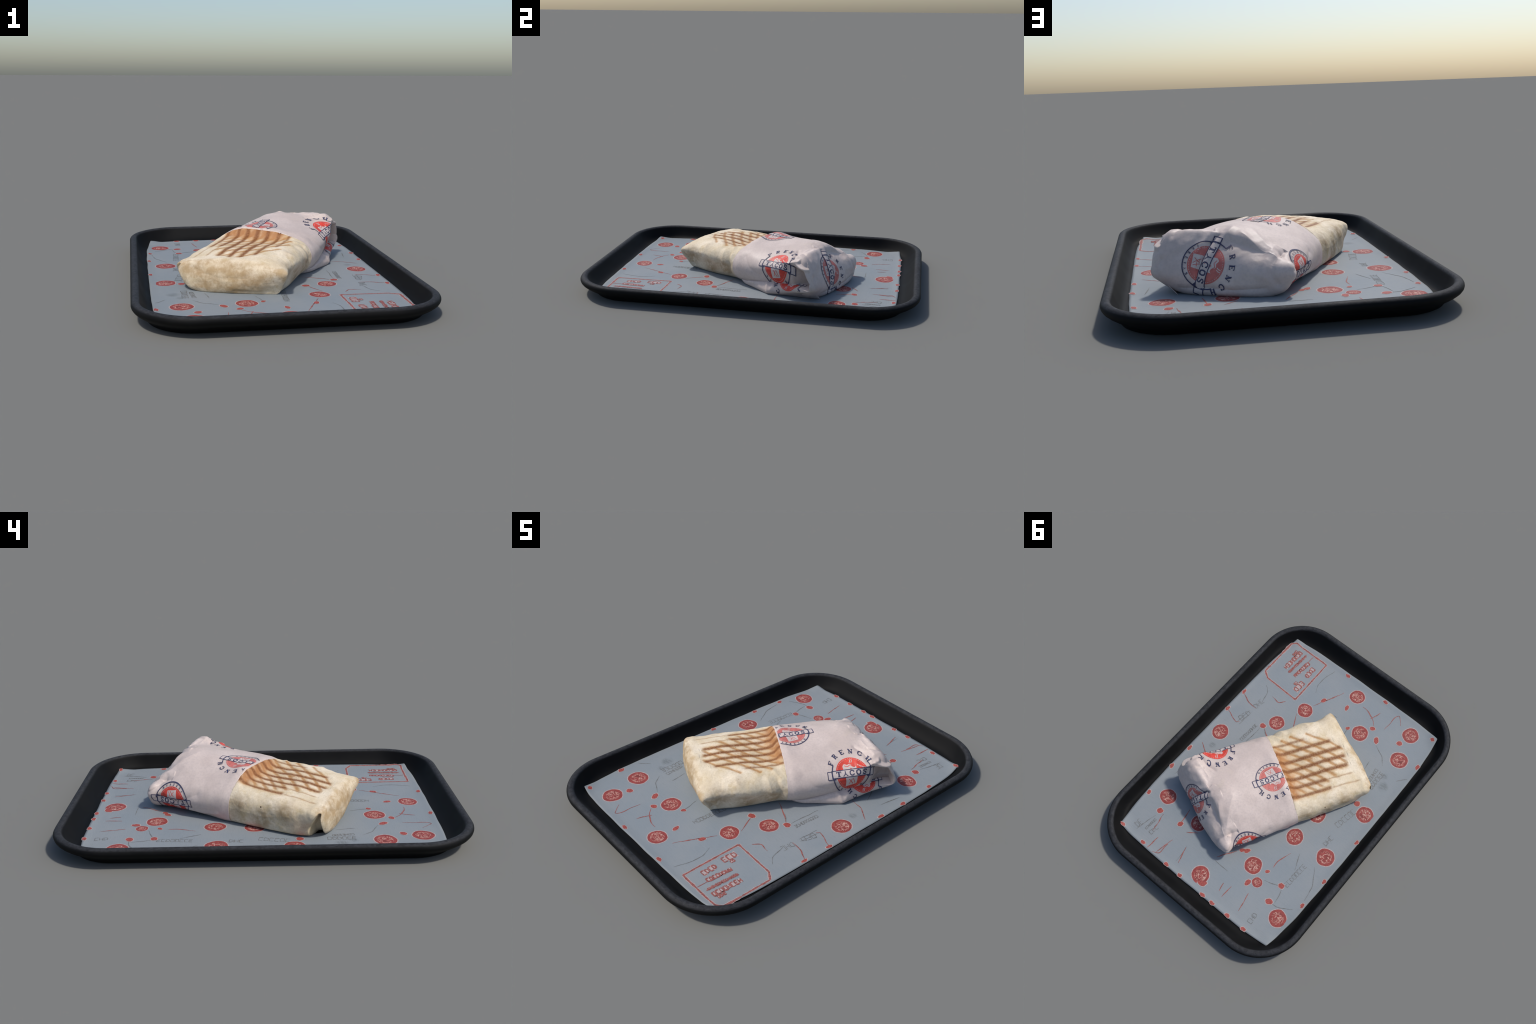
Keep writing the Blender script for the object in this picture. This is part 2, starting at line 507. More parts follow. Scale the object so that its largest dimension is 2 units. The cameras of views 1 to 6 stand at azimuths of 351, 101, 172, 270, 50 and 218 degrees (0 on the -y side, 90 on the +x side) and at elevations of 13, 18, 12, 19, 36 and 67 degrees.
class FlatPrint:
    """collects flat ink shapes that lie on the liner, each a hair above the one before."""

    def __init__(self):
        self.v, self.f, self.k = [], [], 0

    def polygon(self, pts):
        self.k += 1
        dz = 0.0004 + (self.k % 12) * 0.00003
        b = len(self.v)
        self.v += [(x, y, liner_z(x, y) + dz) for x, y in pts]
        self.f.append(tuple(range(b, b + len(pts))))

    def ribbon(self, pts, width, wob=0.0, seed=0.0, taper=True):
        path = []
        for (ax, ay), (bx, by) in zip(pts[:-1], pts[1:]):
            m = max(3, int(math.hypot(bx - ax, by - ay) / 0.008))
            for i in range(m):
                path.append((ax + (bx - ax) * i / m, ay + (by - ay) * i / m))
        path.append(pts[-1])
        for _ in range(3):   # round the kinks off
            path = [path[0]] + [((a[0] + 2 * b[0] + c[0]) / 4, (a[1] + 2 * b[1] + c[1]) / 4)
                                for a, b, c in zip(path, path[1:], path[2:])] + [path[-1]]
        self.k += 1
        dz = 0.0004 + (self.k % 12) * 0.00003
        base = len(self.v)
        m = len(path)
        for i, (x, y) in enumerate(path):
            a, b = path[max(0, i - 1)], path[min(m - 1, i + 1)]
            dx, dy = b[0] - a[0], b[1] - a[1]
            L = math.hypot(dx, dy) or 1
            off = wob * noise.noise(Vector((x * 22, y * 22, seed)))
            w = width * (0.75 + 0.6 * noise.noise(Vector((x * 40, y * 40, seed + 9))))
            if taper:
                w *= 0.35 + 0.65 * math.sin(math.pi * min(0.95, max(0.05, i / (m - 1))))
            nx, ny = -dy / L, dx / L
            for sgn in (-1, 1):
                px, py = x + nx * (off + sgn * w), y + ny * (off + sgn * w)
                self.v.append((px, py, liner_z(px, py) + dz))
        for i in range(m - 1):
            q = base + 2 * i
            self.f.append((q, q + 2, q + 3, q + 1))

    def word(self, a, b, h, seed, width=0.0016, boxed=True):
        """a run of blocky, unreadable letters from a to b, drawn with short strokes."""
        r = random.Random(seed)
        dx, dy = b[0] - a[0], b[1] - a[1]
        L = math.hypot(dx, dy)
        ux, uy = dx / L, dy / L
        vx, vy = -uy, ux
        n = max(2, int(round(L / (h * 0.78))))
        cw = L / n

        def P(i, u, v):
            x = (i + 0.12 + 0.72 * u) * cw
            y = (v - 0.5) * h
            return (a[0] + ux * x + vx * y, a[1] + uy * x + vy * y)
        shapes = [[((0, 0), (0, 1)), ((0, 1), (1, 1)), ((0, .5), (.8, .5)), ((0, 0), (1, 0))],
                  [((1, 1), (0, 1)), ((0, 1), (0, 0)), ((0, 0), (1, 0))],
                  [((0, 0), (0, 1)), ((1, 0), (1, 1)), ((0, .5), (1, .5))],
                  [((0, 0), (0, 1)), ((0, 1), (1, .8)), ((1, .8), (1, .2)), ((1, .2), (0, 0))],
                  [((0, 0), (0, 1)), ((0, 1), (1, 1)), ((1, 1), (1, 0)), ((1, 0), (0, 0))]]
        for i in range(n):
            for p, q in r.choice(shapes):
                self.ribbon([P(i, *p), P(i, *q)], width * r.uniform(0.7, 1.2), 0.0006, r.random() * 9, False)

    def object(self, name, mat, parent):
        ob = add_mesh(name, self.v, self.f, [mat], parent, False)
        ob["kind"] = "stuff"
        return ob


def build_liner_print(liner, red, halo, grey, seal_mat, redline):
    # round seals: one object each, three shapes shared
    variants = []
    for k in range(3):
        out = irregular_disc(1.0 * 0.057, 2 + k, z=0.0003, wob=0.07)
        inn = irregular_disc(0.915 * 0.057, 2 + k, z=0.0006, wob=0.09)
        n = len(out)
        me = bpy.data.meshes.new("printed_seal")
        me.from_pydata(out + inn, [], [tuple(range(n)), tuple(range(n, 2 * n))])
        me.materials.append(halo)
        me.materials.append(seal_mat)
        me.polygons.foreach_set("material_index", [0, 1])
        variants.append(me)
    for i, (x, y, r) in enumerate(SEALS):
        ob = bpy.data.objects.new("printed_seal", variants[i % 3])
        COL.objects.link(ob)
        ob.parent = liner
        ob.location = (x, y, LINER_Z)
        ob.rotation_euler = (0, 0, rng.uniform(0, 6.28))
        q = r / 0.057
        ob.scale = (q * rng.uniform(0.94, 1.02), q * rng.uniform(0.96, 1.05), 1)
    # drops and cropped edge marks
    hal, drops = FlatPrint(), FlatPrint()
    for i, (x, y, r, sq, ang) in enumerate(DROPS):
        for tgt, g in ((hal, 1.22), (drops, 1.0)):
            pts = irregular_disc(r * g, 20 + i, 18, 0.25, squash=sq)
            ca, sa = math.cos(ang), math.sin(ang)
            tgt.polygon([(x + p[0] * ca - p[1] * sa, y + p[0] * sa + p[1] * ca) for p in pts])
    for i, (x, y) in enumerate(EDGE_MARKS):
        along_y = abs(x) / 0.61 > abs(y) / 0.87
        for tgt, g in ((hal, 1.25), (drops, 1.0)):
            pts = irregular_disc(0.017 * g, 60 + i, 16, 0.5, squash=0.6)
            if along_y:
                pts = [(p[1], p[0]) for p in pts][::-1]
            tgt.polygon([(x + p[0], y + p[1]) for p in pts])
    for v in range(len(drops.v)):
        a = drops.v[v]
        drops.v[v] = (a[0], a[1], a[2] + 0.0005)
    hal.object("print_halo", halo, liner)
    drops.object("printed_drop", red, liner)
    # pen lines
    rl, gl = FlatPrint(), FlatPrint()
    for i, ln in enumerate(LINES_RED):
        rl.ribbon(ln, 0.0038, 0.004, i * 1.3)
    for i, ln in enumerate(LINES_GREY):
        gl.ribbon(ln, 0.0027, 0.004, i * 2.1 + 50)
    for i, (a, b, h) in enumerate(WORD_ROWS):
        gl.word(a, b, h, 100 + i, 0.0021)
    rl.object("printed_line", redline, liner)
    gl.object("printed_word", grey, liner)
    # framed box of red text near one corner
    fr, fh = FlatPrint(), FlatPrint()
    frame = [(0.306, -0.826), (0.303, -0.492), (0.545, -0.500), (0.590, -0.530), (0.588, -0.800), (0.560, -0.828), (0.306, -0.826)]
    for p, q in zip(frame[:-1], frame[1:]):
        fr.ribbon([p, q], 0.0062, 0.0012, p[0] * 7, False)
        fh.ribbon([p, q], 0.0105, 0.0012, p[0] * 7, False)
    for j in range(7):
        y0 = -0.80 + j * 0.036
        fr.ribbon([(0.588, y0), (0.590, y0 + 0.024)], 0.0062, 0.003, j, False)
    for (a, b, h, seed) in (((0.356, -0.752), (0.352, -0.668), 0.030, 1), ((0.344, -0.625), (0.346, -0.540), 0.034, 2),
                            ((0.377, -0.60), (0.377, -0.575), 0.014, 8),
                            ((0.405, -0.762), (0.417, -0.622), 0.022, 3), ((0.455, -0.790), (0.463, -0.625), 0.014, 4),
                            ((0.497, -0.795), (0.503, -0.630), 0.028, 5), ((0.524, -0.785), (0.526, -0.740), 0.016, 6)):
        fr.word(a, b, h, seed, 0.0046)
        fh.ribbon([a, b], h * 0.68, 0.002, seed, False)
    for a, b, w in (((0.413, -0.822), (0.412, -0.765), 0.0025), ((0.418, -0.75), (0.424, -0.625), 0.0045),
                    ((0.457, -0.80), (0.465, -0.62), 0.0052), ((0.507, -0.79), (0.512, -0.70), 0.003)):
        fr.ribbon([a, b], w, 0.002, a[0] * 11, False)
    fr.v = [(x, y, z + 0.0005) for x, y, z in fr.v]
    fh.object("print_halo", halo, liner)
    fr.object("printed_text_box", redline, liner)


# ------------------------------------------------------------------ taco body
def edge_t(s):
    """t of the paper's open edge."""
    return EDGE0 + EDGE_SLOPE * s


EDGE0, EDGE_SLOPE = -0.026, -0.062

# Cross-sections: ring order is  bottom(-s .. +s) x4, +s flank low/high, top(+s .. -s) x4, -s flank high/low.
def ring(t, foot, low_r, up_r, top, up_l, low_l, zb=0.0255):
    fl, fr_ = foot
    pts = [(fl, zb), (fl * 0.36 + 0.0, zb), (fr_ * 0.36, zb), (fr_, zb), low_r, up_r] + list(top) + [up_l, low_l]
    return [(s, t, z) for s, z in pts]


def taco_rings():
    zb = 0.0255
    front = [(-0.180, -0.506, zb), (-0.040, -0.494, zb), (0.095, -0.470, zb), (0.210, -0.432, zb),
             (0.246, -0.464, 0.080), (0.273, -0.490, 0.143),
             (0.196, -0.476, 0.172), (0.072, -0.474, 0.190), (-0.082, -0.484, 0.186), (-0.205, -0.488, 0.174),
             (-0.270, -0.497, 0.146), (-0.236, -0.508, 0.080)]
    back = [(-0.195, 0.480, zb), (-0.090, 0.500, zb), (0.070, 0.508, zb), (0.190, 0.500, zb),
            (0.280, 0.526, 0.088), (0.294, 0.534, 0.138),
            (0.258, 0.475, 0.258), (0.085, 0.443, 0.255), (-0.065, 0.438, 0.218), (-0.216, 0.436, 0.173),
            (-0.277, 0.468, 0.143), (-0.266, 0.474, 0.078)]
    body = [
        ring(-0.425, (-0.248, 0.214), (0.247, 0.085), (0.266, 0.150),
             ((0.190, 0.190), (0.075, 0.199), (-0.085, 0.194), (-0.215, 0.180)), (-0.281, 0.144), (-0.283, 0.080)),
        ring(-0.320, (-0.262, 0.222), (0.252, 0.085), (0.272, 0.155),
             ((0.202, 0.205), (0.080, 0.208), (-0.085, 0.204), (-0.220, 0.187)), (-0.281, 0.146), (-0.286, 0.080)),
        ring(-0.200, (-0.258, 0.220), (0.262, 0.085), (0.279, 0.160),
             ((0.204, 0.213), (0.080, 0.210), (-0.085, 0.207), (-0.216, 0.192)), (-0.279, 0.147), (-0.285, 0.080)),
        ring(-0.085, (-0.248, 0.208), (0.276, 0.086), (0.280, 0.165),
             ((0.198, 0.217), (0.080, 0.213), (-0.080, 0.213), (-0.204, 0.201)), (-0.274, 0.150), (-0.283, 0.080)),
        ring(0.020, (-0.238, 0.210), (0.291, 0.088), (0.288, 0.172),
             ((0.208, 0.230), (0.080, 0.245), (-0.065, 0.249), (-0.192, 0.216)), (-0.269, 0.158), (-0.280, 0.084)),
        ring(0.140, (-0.210, 0.222), (0.296, 0.100), (0.299, 0.178),
             ((0.217, 0.234), (0.085, 0.259), (-0.058, 0.264), (-0.190, 0.215)), (-0.268, 0.160), (-0.279, 0.086)),
        ring(0.260, (-0.188, 0.230), (0.288, 0.108), (0.304, 0.188),
             ((0.222, 0.241), (0.092, 0.268), (-0.046, 0.273), (-0.198, 0.209)), (-0.266, 0.162), (-0.279, 0.088)),
        ring(0.350, (-0.186, 0.230), (0.280, 0.110), (0.308, 0.206),
             ((0.234, 0.254), (0.097, 0.275), (-0.036, 0.278), (-0.204, 0.199)), (-0.262, 0.160), (-0.277, 0.088)),
        ring(0.412, (-0.188, 0.216), (0.280, 0.100), (0.299, 0.208),
             ((0.248, 0.266), (0.088, 0.273), (-0.060, 0.254), (-0.212, 0.181)), (-0.264, 0.153), (-0.273, 0.084)),
    ]
    # inner points of the two end faces: rows low/high, -s .. +s
    front_cap = [[(-0.075, -0.520, 0.080), (0.095, -0.503, 0.080)], [(-0.085, -0.516, 0.140), (0.095, -0.501, 0.145)]]
    back_cap = [[(-0.085, 0.524, 0.076), (0.090, 0.534, 0.076)], [(-0.080, 0.496, 0.155), (0.100, 0.514, 0.160)]]
    return [front] + body + [back], front_cap, back_cap


def cage_mesh(rings, fcap, bcap):
    verts = [p for r in rings for p in r]
    faces = []
    n = 12
    for k in range(len(rings) - 1):
        for i in range(n):
            a, b = k * n + i, k * n + (i + 1) % n
            faces.append((a, b, b + n, a + n))

    def cap(base, inner, flip):
        g = [[base + i for i in range(4)],
             [base + 11, None, None, base + 4],
             [base + 10, None, None, base + 5],
             [base + 9 - i for i in range(4)]]
        for r in range(2):
            for c in range(2):
                g[r + 1][c + 1] = len(verts)
                verts.append(inner[r][c])
        for r in range(3):
            for c in range(3):
                q = (g[r][c], g[r][c + 1], g[r + 1][c + 1], g[r + 1][c])
                faces.append(q[::-1] if flip else q)
    cap(0, fcap, True)
    cap((len(rings) - 1) * n, bcap, False)
    return verts, faces


def subdivided(verts, faces, levels):
    me = bpy.data.meshes.new("cage")
    me.from_pydata(verts, [], faces)
    ob = bpy.data.objects.new("cage", me)
    COL.objects.link(ob)
    m = ob.modifiers.new("sub", "SUBSURF")
    m.levels = m.render_levels = levels
    dg = bpy.context.evaluated_depsgraph_get()
    out = bpy.data.meshes.new_from_object(ob.evaluated_get(dg))
    co = [v.co.copy() for v in out.vertices]
    fc = [tuple(p.vertices) for p in out.polygons]
    bpy.data.objects.remove(ob)
    bpy.data.meshes.remove(me)
    bpy.data.meshes.remove(out)
    return co, fc


def gauss(x, w):
    return math.exp(-(x / w) ** 2)


def segment_distance(p, a, b):
    """distance from p to segment ab in 3D and the position along it 0..1."""
    ab = b - a
    u = max(0.0, min(1.0, (p - a).dot(ab) / ab.length_squared))
    return (p - (a + ab * u)).length, u


def fold(p, n, axis, pts, width, depth):
    """sharp crease along a poly-line seen along one axis (s, t or z, with sign); positive depth raises."""
    k = "stz".index(axis[1])
    if n[k] * (1 if axis[0] == "+" else -1) < 0.15:
        return 0.0
    q = p.copy()
    q[k] = 0.0
    best = 0.0
    for a, b in zip(pts[:-1], pts[1:]):
        a, b = Vector(a), Vector(b)
        a[k] = b[k] = 0.0
        d, u = segment_distance(q, a, b)
        if d < width:
            best = max(best, (1 - d / width) ** 1.6)
    return best * depth


# named folds of the wrapping, in taco coordinates (s, t, z)
PAPER_FOLDS = [
    # closed end: long diagonal crease with its raised lips, the -s corner tuck, the dents under the top edge
    ("+t", [(0.044, 0, 0.262), (0.053, 0, 0.250), (0.074, 0, 0.222), (0.086, 0, 0.177), (0.100, 0, 0.135), (0.103, 0, 0.100)], 0.015, -0.011),
    ("+t", [(0.000, 0, 0.275), (0.030, 0, 0.235), (0.050, 0, 0.190), (0.070, 0, 0.150)], 0.030, 0.007),
    ("+t", [(0.070, 0, 0.275), (0.095, 0, 0.235), (0.115, 0, 0.190)], 0.026, 0.006),
    ("+t", [(-0.225, 0, 0.190), (-0.210, 0, 0.159), (-0.212, 0, 0.118), (-0.232, 0, 0.080)], 0.020, -0.008),
    ("+t", [(-0.180, 0, 0.200), (-0.172, 0, 0.160), (-0.180, 0, 0.110)], 0.034, 0.006),
    ("+t", [(-0.017, 0, 0.237), (-0.090, 0, 0.215), (-0.158, 0, 0.190)], 0.040, -0.007),
    ("+t", [(0.137, 0, 0.248), (0.196, 0, 0.218), (0.244, 0, 0.190)], 0.040, 0.002),
    ("+t", [(0.262, 0, 0.172), (0.275, 0, 0.142), (0.270, 0, 0.107)], 0.016, -0.005),
    ("+t", [(0.185, 0, 0.056), (0.06, 0, 0.062), (-0.06, 0, 0.056), (-0.18, 0, 0.064)], 0.022, -0.007),
    ("+z", [(0.025, 0.370, 0), (0.030, 0.400, 0)], 0.020, -0.003),
    ("+z", [(-0.048, 0.400, 0), (-0.130, 0.425, 0), (-0.215, 0.438, 0)], 0.026, 0.005),
    # top near the +s corner
    ("+z", [(0.130, 0.395, 0), (0.205, 0.410, 0), (0.255, 0.425, 0)], 0.024, 0.005),
    ("+z", [(0.160, 0.345, 0), (0.215, 0.378, 0), (0.275, 0.385, 0)], 0.020, -0.008),
    ("+z", [(0.200, 0.405, 0), (0.225, 0.440, 0), (0.230, 0.470, 0)], 0.018, -0.007),
    ("+z", [(-0.040, 0.310, 0), (-0.110, 0.365, 0), (-0.205, 0.425, 0)], 0.034, 0.004),
    # +s flank
    ("+s", [(0, 0.330, 0.232), (0, 0.365, 0.228), (0, 0.420, 0.245), (0, 0.440, 0.250)], 0.014, 0.009),
    ("+s", [(0, 0.420, 0.240), (0, 0.470, 0.222), (0, 0.525, 0.206)], 0.014, 0.007),
    ("+s", [(0, 0.450, 0.250), (0, 0.490, 0.232), (0, 0.520, 0.222)], 0.016, -0.010),
    ("+s", [(0, 0.250, 0.215), (0, 0.320, 0.210), (0, 0.390, 0.200)], 0.030, -0.004),
    ("+s", [(0, 0.040, 0.200), (0, 0.100, 0.150), (0, 0.180, 0.120)], 0.045, -0.005),
    # -s flank
    ("-s", [(0, 0.180, 0.150), (0, 0.260, 0.110), (0, 0.340, 0.060)], 0.034, -0.006),
    ("-s", [(0, 0.450, 0.075), (0, 0.390, 0.110), (0, 0.300, 0.092), (0, 0.220, 0.085)], 0.024, -0.009),
    ("-s", [(0, 0.395, 0.180), (0, 0.425, 0.150), (0, 0.455, 0.130)], 0.020, -0.005),
    ("-s", [(0, 0.060, 0.070), (0, 0.150, 0.060), (0, 0.240, 0.062)], 0.020, 0.005),
]
TORTILLA_FOLDS = [
    ("+s", [(0, -0.462, 0.128), (0, -0.440, 0.090), (0, -0.415, 0.050)], 0.028, -0.018),
    ("+s", [(0, -0.420, 0.120), (0, -0.405, 0.070)], 0.030, 0.005),
    ("+s", [(0, -0.090, 0.185), (0, -0.070, 0.130), (0, -0.085, 0.060)], 0.030, -0.009),
    ("+s", [(0, -0.140, 0.190), (0, -0.125, 0.140)], 0.034, 0.006),
    ("+z", [(0.190, -0.110, 0), (0.262, -0.070, 0)], 0.026, 0.006),
    ("+s", [(0, -0.300, 0.196), (0, -0.270, 0.160), (0, -0.210, 0.130)], 0.045, 0.006),
    ("+s", [(0, -0.380, 0.170), (0, -0.330, 0.130), (0, -0.280, 0.100)], 0.040, -0.005),
    ("-s", [(0, -0.450, 0.160), (0, -0.400, 0.140)], 0.030, 0.004),
    ("-s", [(0, -0.330, 0.120), (0, -0.200, 0.100), (0, -0.080, 0.110)], 0.060, 0.003),
    ("-t", [(-0.200, 0, 0.150), (-0.060, 0, 0.105), (0.080, 0, 0.110)], 0.050, -0.004),
    ("-t", [(0.020, 0, 0.040), (0.120, 0, 0.032), (0.180, 0, 0.040)], 0.016, -0.006),
]

DARK_BARS = [
    ([(0.171, -0.030), (0.152, -0.251)], 0.0085, 0.70), ([(0.116, -0.020), (0.085, -0.398)], 0.0115, 0.95),
    ([(0.055, -0.015), (0.024, -0.439)], 0.0125, 1.0), ([(-0.004, -0.015), (-0.033, -0.439)], 0.0125, 1.0),
    ([(-0.061, -0.012), (-0.094, -0.430)], 0.0125, 1.0), ([(-0.113, -0.010), (-0.138, -0.270)], 0.0115, 0.95),
    ([(-0.138, -0.254), (-0.155, -0.431)], 0.0045, 0.45), ([(-0.174, -0.010), (-0.196, -0.275)], 0.0105, 0.92),
    ([(-0.196, -0.270), (-0.214, -0.455)], 0.0040, 0.40),
]
LIGHT_BARS = [
    ([(0.184, -0.265), (0.067, -0.389), (-0.006, -0.442)], 0.0075, 0.80),
    ([(0.204, -0.165), (0.044, -0.325), (-0.084, -0.425)], 0.0090, 0.85),
    ([(0.198, -0.103), (0.022, -0.275), (-0.114, -0.377)], 0.0100, 0.90),
    ([(0.172, -0.045), (0.016, -0.207), (-0.149, -0.328)], 0.0100, 0.85),
    ([(0.116, -0.030), (0.010, -0.138), (-0.167, -0.273)], 0.0100, 0.85),
    ([(0.055, -0.020), (-0.037, -0.117), (-0.179, -0.222)], 0.0095, 0.85),
    ([(-0.002, -0.020), (-0.165, -0.157), (-0.205, -0.192)], 0.0090, 0.80),
    ([(-0.064, -0.015), (-0.182, -0.116)], 0.0090, 0.80), ([(-0.115, -0.010), (-0.190, -0.060)], 0.0085, 0.75),
]


def fit_cage():
    rings, fc, bc = taco_rings()
    verts, faces = cage_mesh(rings, fc, bc)
    target = [Vector(v) for v in verts]
    cage = [v.copy() for v in target]
    # pull the control cage outwards until its smooth surface runs through the section points
    last = (len(rings) - 1) * 12
    feet = {0, 3, last, last + 3}      # corners on the table stay soft
    for it in range(9):
        co, _f = subdivided(cage, faces, 2)
        for i in range(len(cage)):
            if i in feet and it > 1:
                continue
            cage[i] += (target[i] - co[i]) * 0.85
    return subdivided(cage, faces, 5)


def vertex_normals(co, faces):
    me = bpy.data.meshes.new("tmp")
    me.from_pydata(co, [], faces)
    me.update()
    nr = [v.normal.copy() for v in me.vertices]
    bpy.data.meshes.remove(me)
    return nr


def fbm(p, scale, octaves=3, seed=0.0):
    return noise.fractal(p * scale + Vector((seed, seed * 0.7, -seed)), 0.6, 2.0, octaves)


def ridged(p, scale, seed):
    n = noise.noise(p * scale + Vector((seed, -seed, seed * 0.3)))
    return 1.0 - min(1.0, abs(n) * 2.2)


def groove(s, t, bars):
    g = 0.0
    for pts, half, heat in bars:
        for a, b in zip(pts[:-1], pts[1:]):
            dx, dy = b[0] - a[0], b[1] - a[1]
            u = ((s - a[0]) * dx + (t - a[1]) * dy) / (dx * dx + dy * dy)
            if -0.02 < u < 1.02:
                d = abs((s - a[0]) * dy - (t - a[1]) * dx) / math.hypot(dx, dy)
                if d < half * 2:
                    g = max(g, heat * (1 - d / (half * 2)) ** 1.2)
    return g


def step_lift(s, t):
    """how far the paper stands off the tortilla along its open edge (over the top only)."""
    d = t - edge_t(s)
    across = smooth(0.235, 0.07, abs(s + 0.015))
    if d >= 0:
        return across * 0.026 * math.exp(-(d / 0.060) ** 2)
    return 0.0


def tortilla_step(s, t):
    d = t - edge_t(s)
    across = smooth(0.235, 0.07, abs(s + 0.015))
    lip = 0.75 + 0.5 * noise.noise(Vector((s * 24, 0.3, 8.0)))
    if d > 0:
        return across * (0.026 * math.exp(-(d / 0.060) ** 2) - 0.003)
    return across * 0.0255 * smooth(-0.034, -0.004, d) * (0.9 + 0.1 * lip)


def relief_tortilla(p, n):
    s, t, z = p
    d = 0.0035 * fbm(p, 6.5, 3, 2.0) + 0.0012 * fbm(p, 24.0, 3, 5.0)
    d += sum(fold(p, n, *f) for f in TORTILLA_FOLDS)
    flat = smooth(0.026, 0.042, z)
    d *= flat
    if n.z > 0.5:
        g = max(groove(s, t, DARK_BARS), 0.7 * groove(s, t, LIGHT_BARS))
        d += -0.0030 * g * smooth(0.5, 0.8, n.z) + 0.0012 * smooth(0.5, 0.8, n.z)
    return d


def relief_paper(p, n):
    s, t, z = p
    d = 0.0022 * fbm(p, 5.0, 3, 9.0)
    crumple = 0.12 + 0.88 * smooth(0.26, 0.42, t)
    crumple = max(crumple, 0.8 * smooth(-0.26, -0.29, s) * smooth(0.1, 0.25, t))
    d += crumple * 0.0036 * (ridged(p, 7.0, 3.0) - 0.55) + crumple * 0.0016 * (ridged(p, 17.0, 7.0) - 0.55)
    d += sum(fold(p, n, *f) for f in PAPER_FOLDS)
    return d * smooth(0.026, 0.046, z)


def pocket(s, t, z, n):
    """hollow behind the loop of paper at the closed end, +s flank: returns a shift along -s."""
    if n.x < 0.2:
        return 0.0
    hi = 0.228 - 0.22 * (t - 0.40)
    back = min(0.526, 0.527 - 0.56 * (z - 0.141))      # stay in front of the sloping end face
    inside = smooth(0.385, 0.42, t) * smooth(back, back - 0.008, t) * smooth(0.102, 0.114, z) * smooth(hi + 0.004, hi - 0.010, z)
    return inside * (0.010 + 0.085 * smooth(0.395, 0.485, t)) * smooth(0.2, 0.5, n.x)


def corner_hollow(s, t, z, n):
    """open fold under the -s tip of the tortilla end: shift along +s."""
    if n.x > -0.1:
        return 0.0
    top = 0.152 - 1.7 * max(0.0, t + 0.484)
    inside = smooth(-0.497, -0.489, t) * smooth(-0.436, -0.448, t) * smooth(top + 0.006, top - 0.010, z)
    return inside * 0.070


def build_taco(mat_tortilla, mat_paper):
    root = bpy.data.objects.new("grilled_taco", None)
    root.empty_display_size = 0.1
    root.location = W(0, 0, LINER_Z)
    COL.objects.link(root)
    root["label"] = "grilled flour tortilla taco half wrapped in printed paper"
    root["category"] = "taco"

    co, faces = fit_cage()
    nrm = vertex_normals(co, faces)
    if sum(n.z for c, n in zip(co, nrm) if c.z > 0.2) < 0:
        nrm = [-n for n in nrm]
        faces = [f[::-1] for f in faces]

    def make(name, mat, keep_above, reach, displace):
        """one side of the paper edge: cut the body by the edge line, then add its own relief."""
        bm = bmesh.new()
        vs = [bm.verts.new(c) for c in co]
        for f in faces:
            bm.faces.new([vs[i] for i in f])
        e0 = EDGE0 + (0.0 if keep_above else reach)
        nv = Vector((-EDGE_SLOPE, 1.0, 0.0)).normalized()
        if not keep_above:
            nv = -nv
        bmesh.ops.bisect_plane(bm, geom=bm.verts[:] + bm.edges[:] + bm.faces[:], dist=1e-6,
                               plane_co=(0, e0, 0), plane_no=nv, clear_inner=True)
        bm.normal_update()
        bm.verts.ensure_lookup_table()
        moved = [displace(v.co.copy(), v.normal.copy()) for v in bm.verts]
        for v, q in zip(bm.verts, moved):
            q.z = max(q.z, LINER_Z + 0.0004)
            v.co = W(*q)
        me = bpy.data.meshes.new(name)
        bmesh.ops.recalc_face_normals(bm, faces=bm.faces)
        bm.to_mesh(me)
        bm.free()
        me.materials.append(mat)
        me.polygons.foreach_set("use_smooth", [True] * len(me.polygons))
        ob = bpy.data.objects.new(name, me)
        COL.objects.link(ob)
        attach(ob, root)
        return ob

    def disp_tortilla(p, n):
        q = p + n * relief_tortilla(p, n)
        if n.z > 0.2:
            q.z += tortilla_step(p.x, p.y) * smooth(0.2, 0.6, n.z)
        q.x += corner_hollow(p.x, p.y, p.z, n)
        under = smooth(0.0, 0.01, p.y - edge_t(p.x))
        return q - n * 0.007 * under

    def disp_paper(p, n):
        d = p.y - edge_t(p.x)
        q = p + n * (0.0012 + 0.0028 * smooth(0.0, 0.04, d) + relief_paper(p, n) * smooth(-0.002, 0.05, d))
        if n.z > 0.2:
            q.z += step_lift(p.x, p.y) * smooth(0.2, 0.6, n.z)
        q.x -= pocket(p.x, p.y, p.z, n)
        q.y += 0.0025 * noise.noise(Vector((p.x * 9, p.z * 9, 2.0))) * smooth(0.03, 0.0, d)
        return q

    tortilla = make("tortilla", mat_tortilla, False, 0.035, disp_tortilla)
    wrapper = make("paper_wrapper", mat_paper, True, 0.0, disp_paper)
    # bmesh bisect leaves the paper open at its edge: give the sheet its thickness
    sol = wrapper.modifiers.new("thickness", "SOLIDIFY")
    sol.thickness = 0.0016
    sol.offset = -1
    return root, tortilla, wrapper


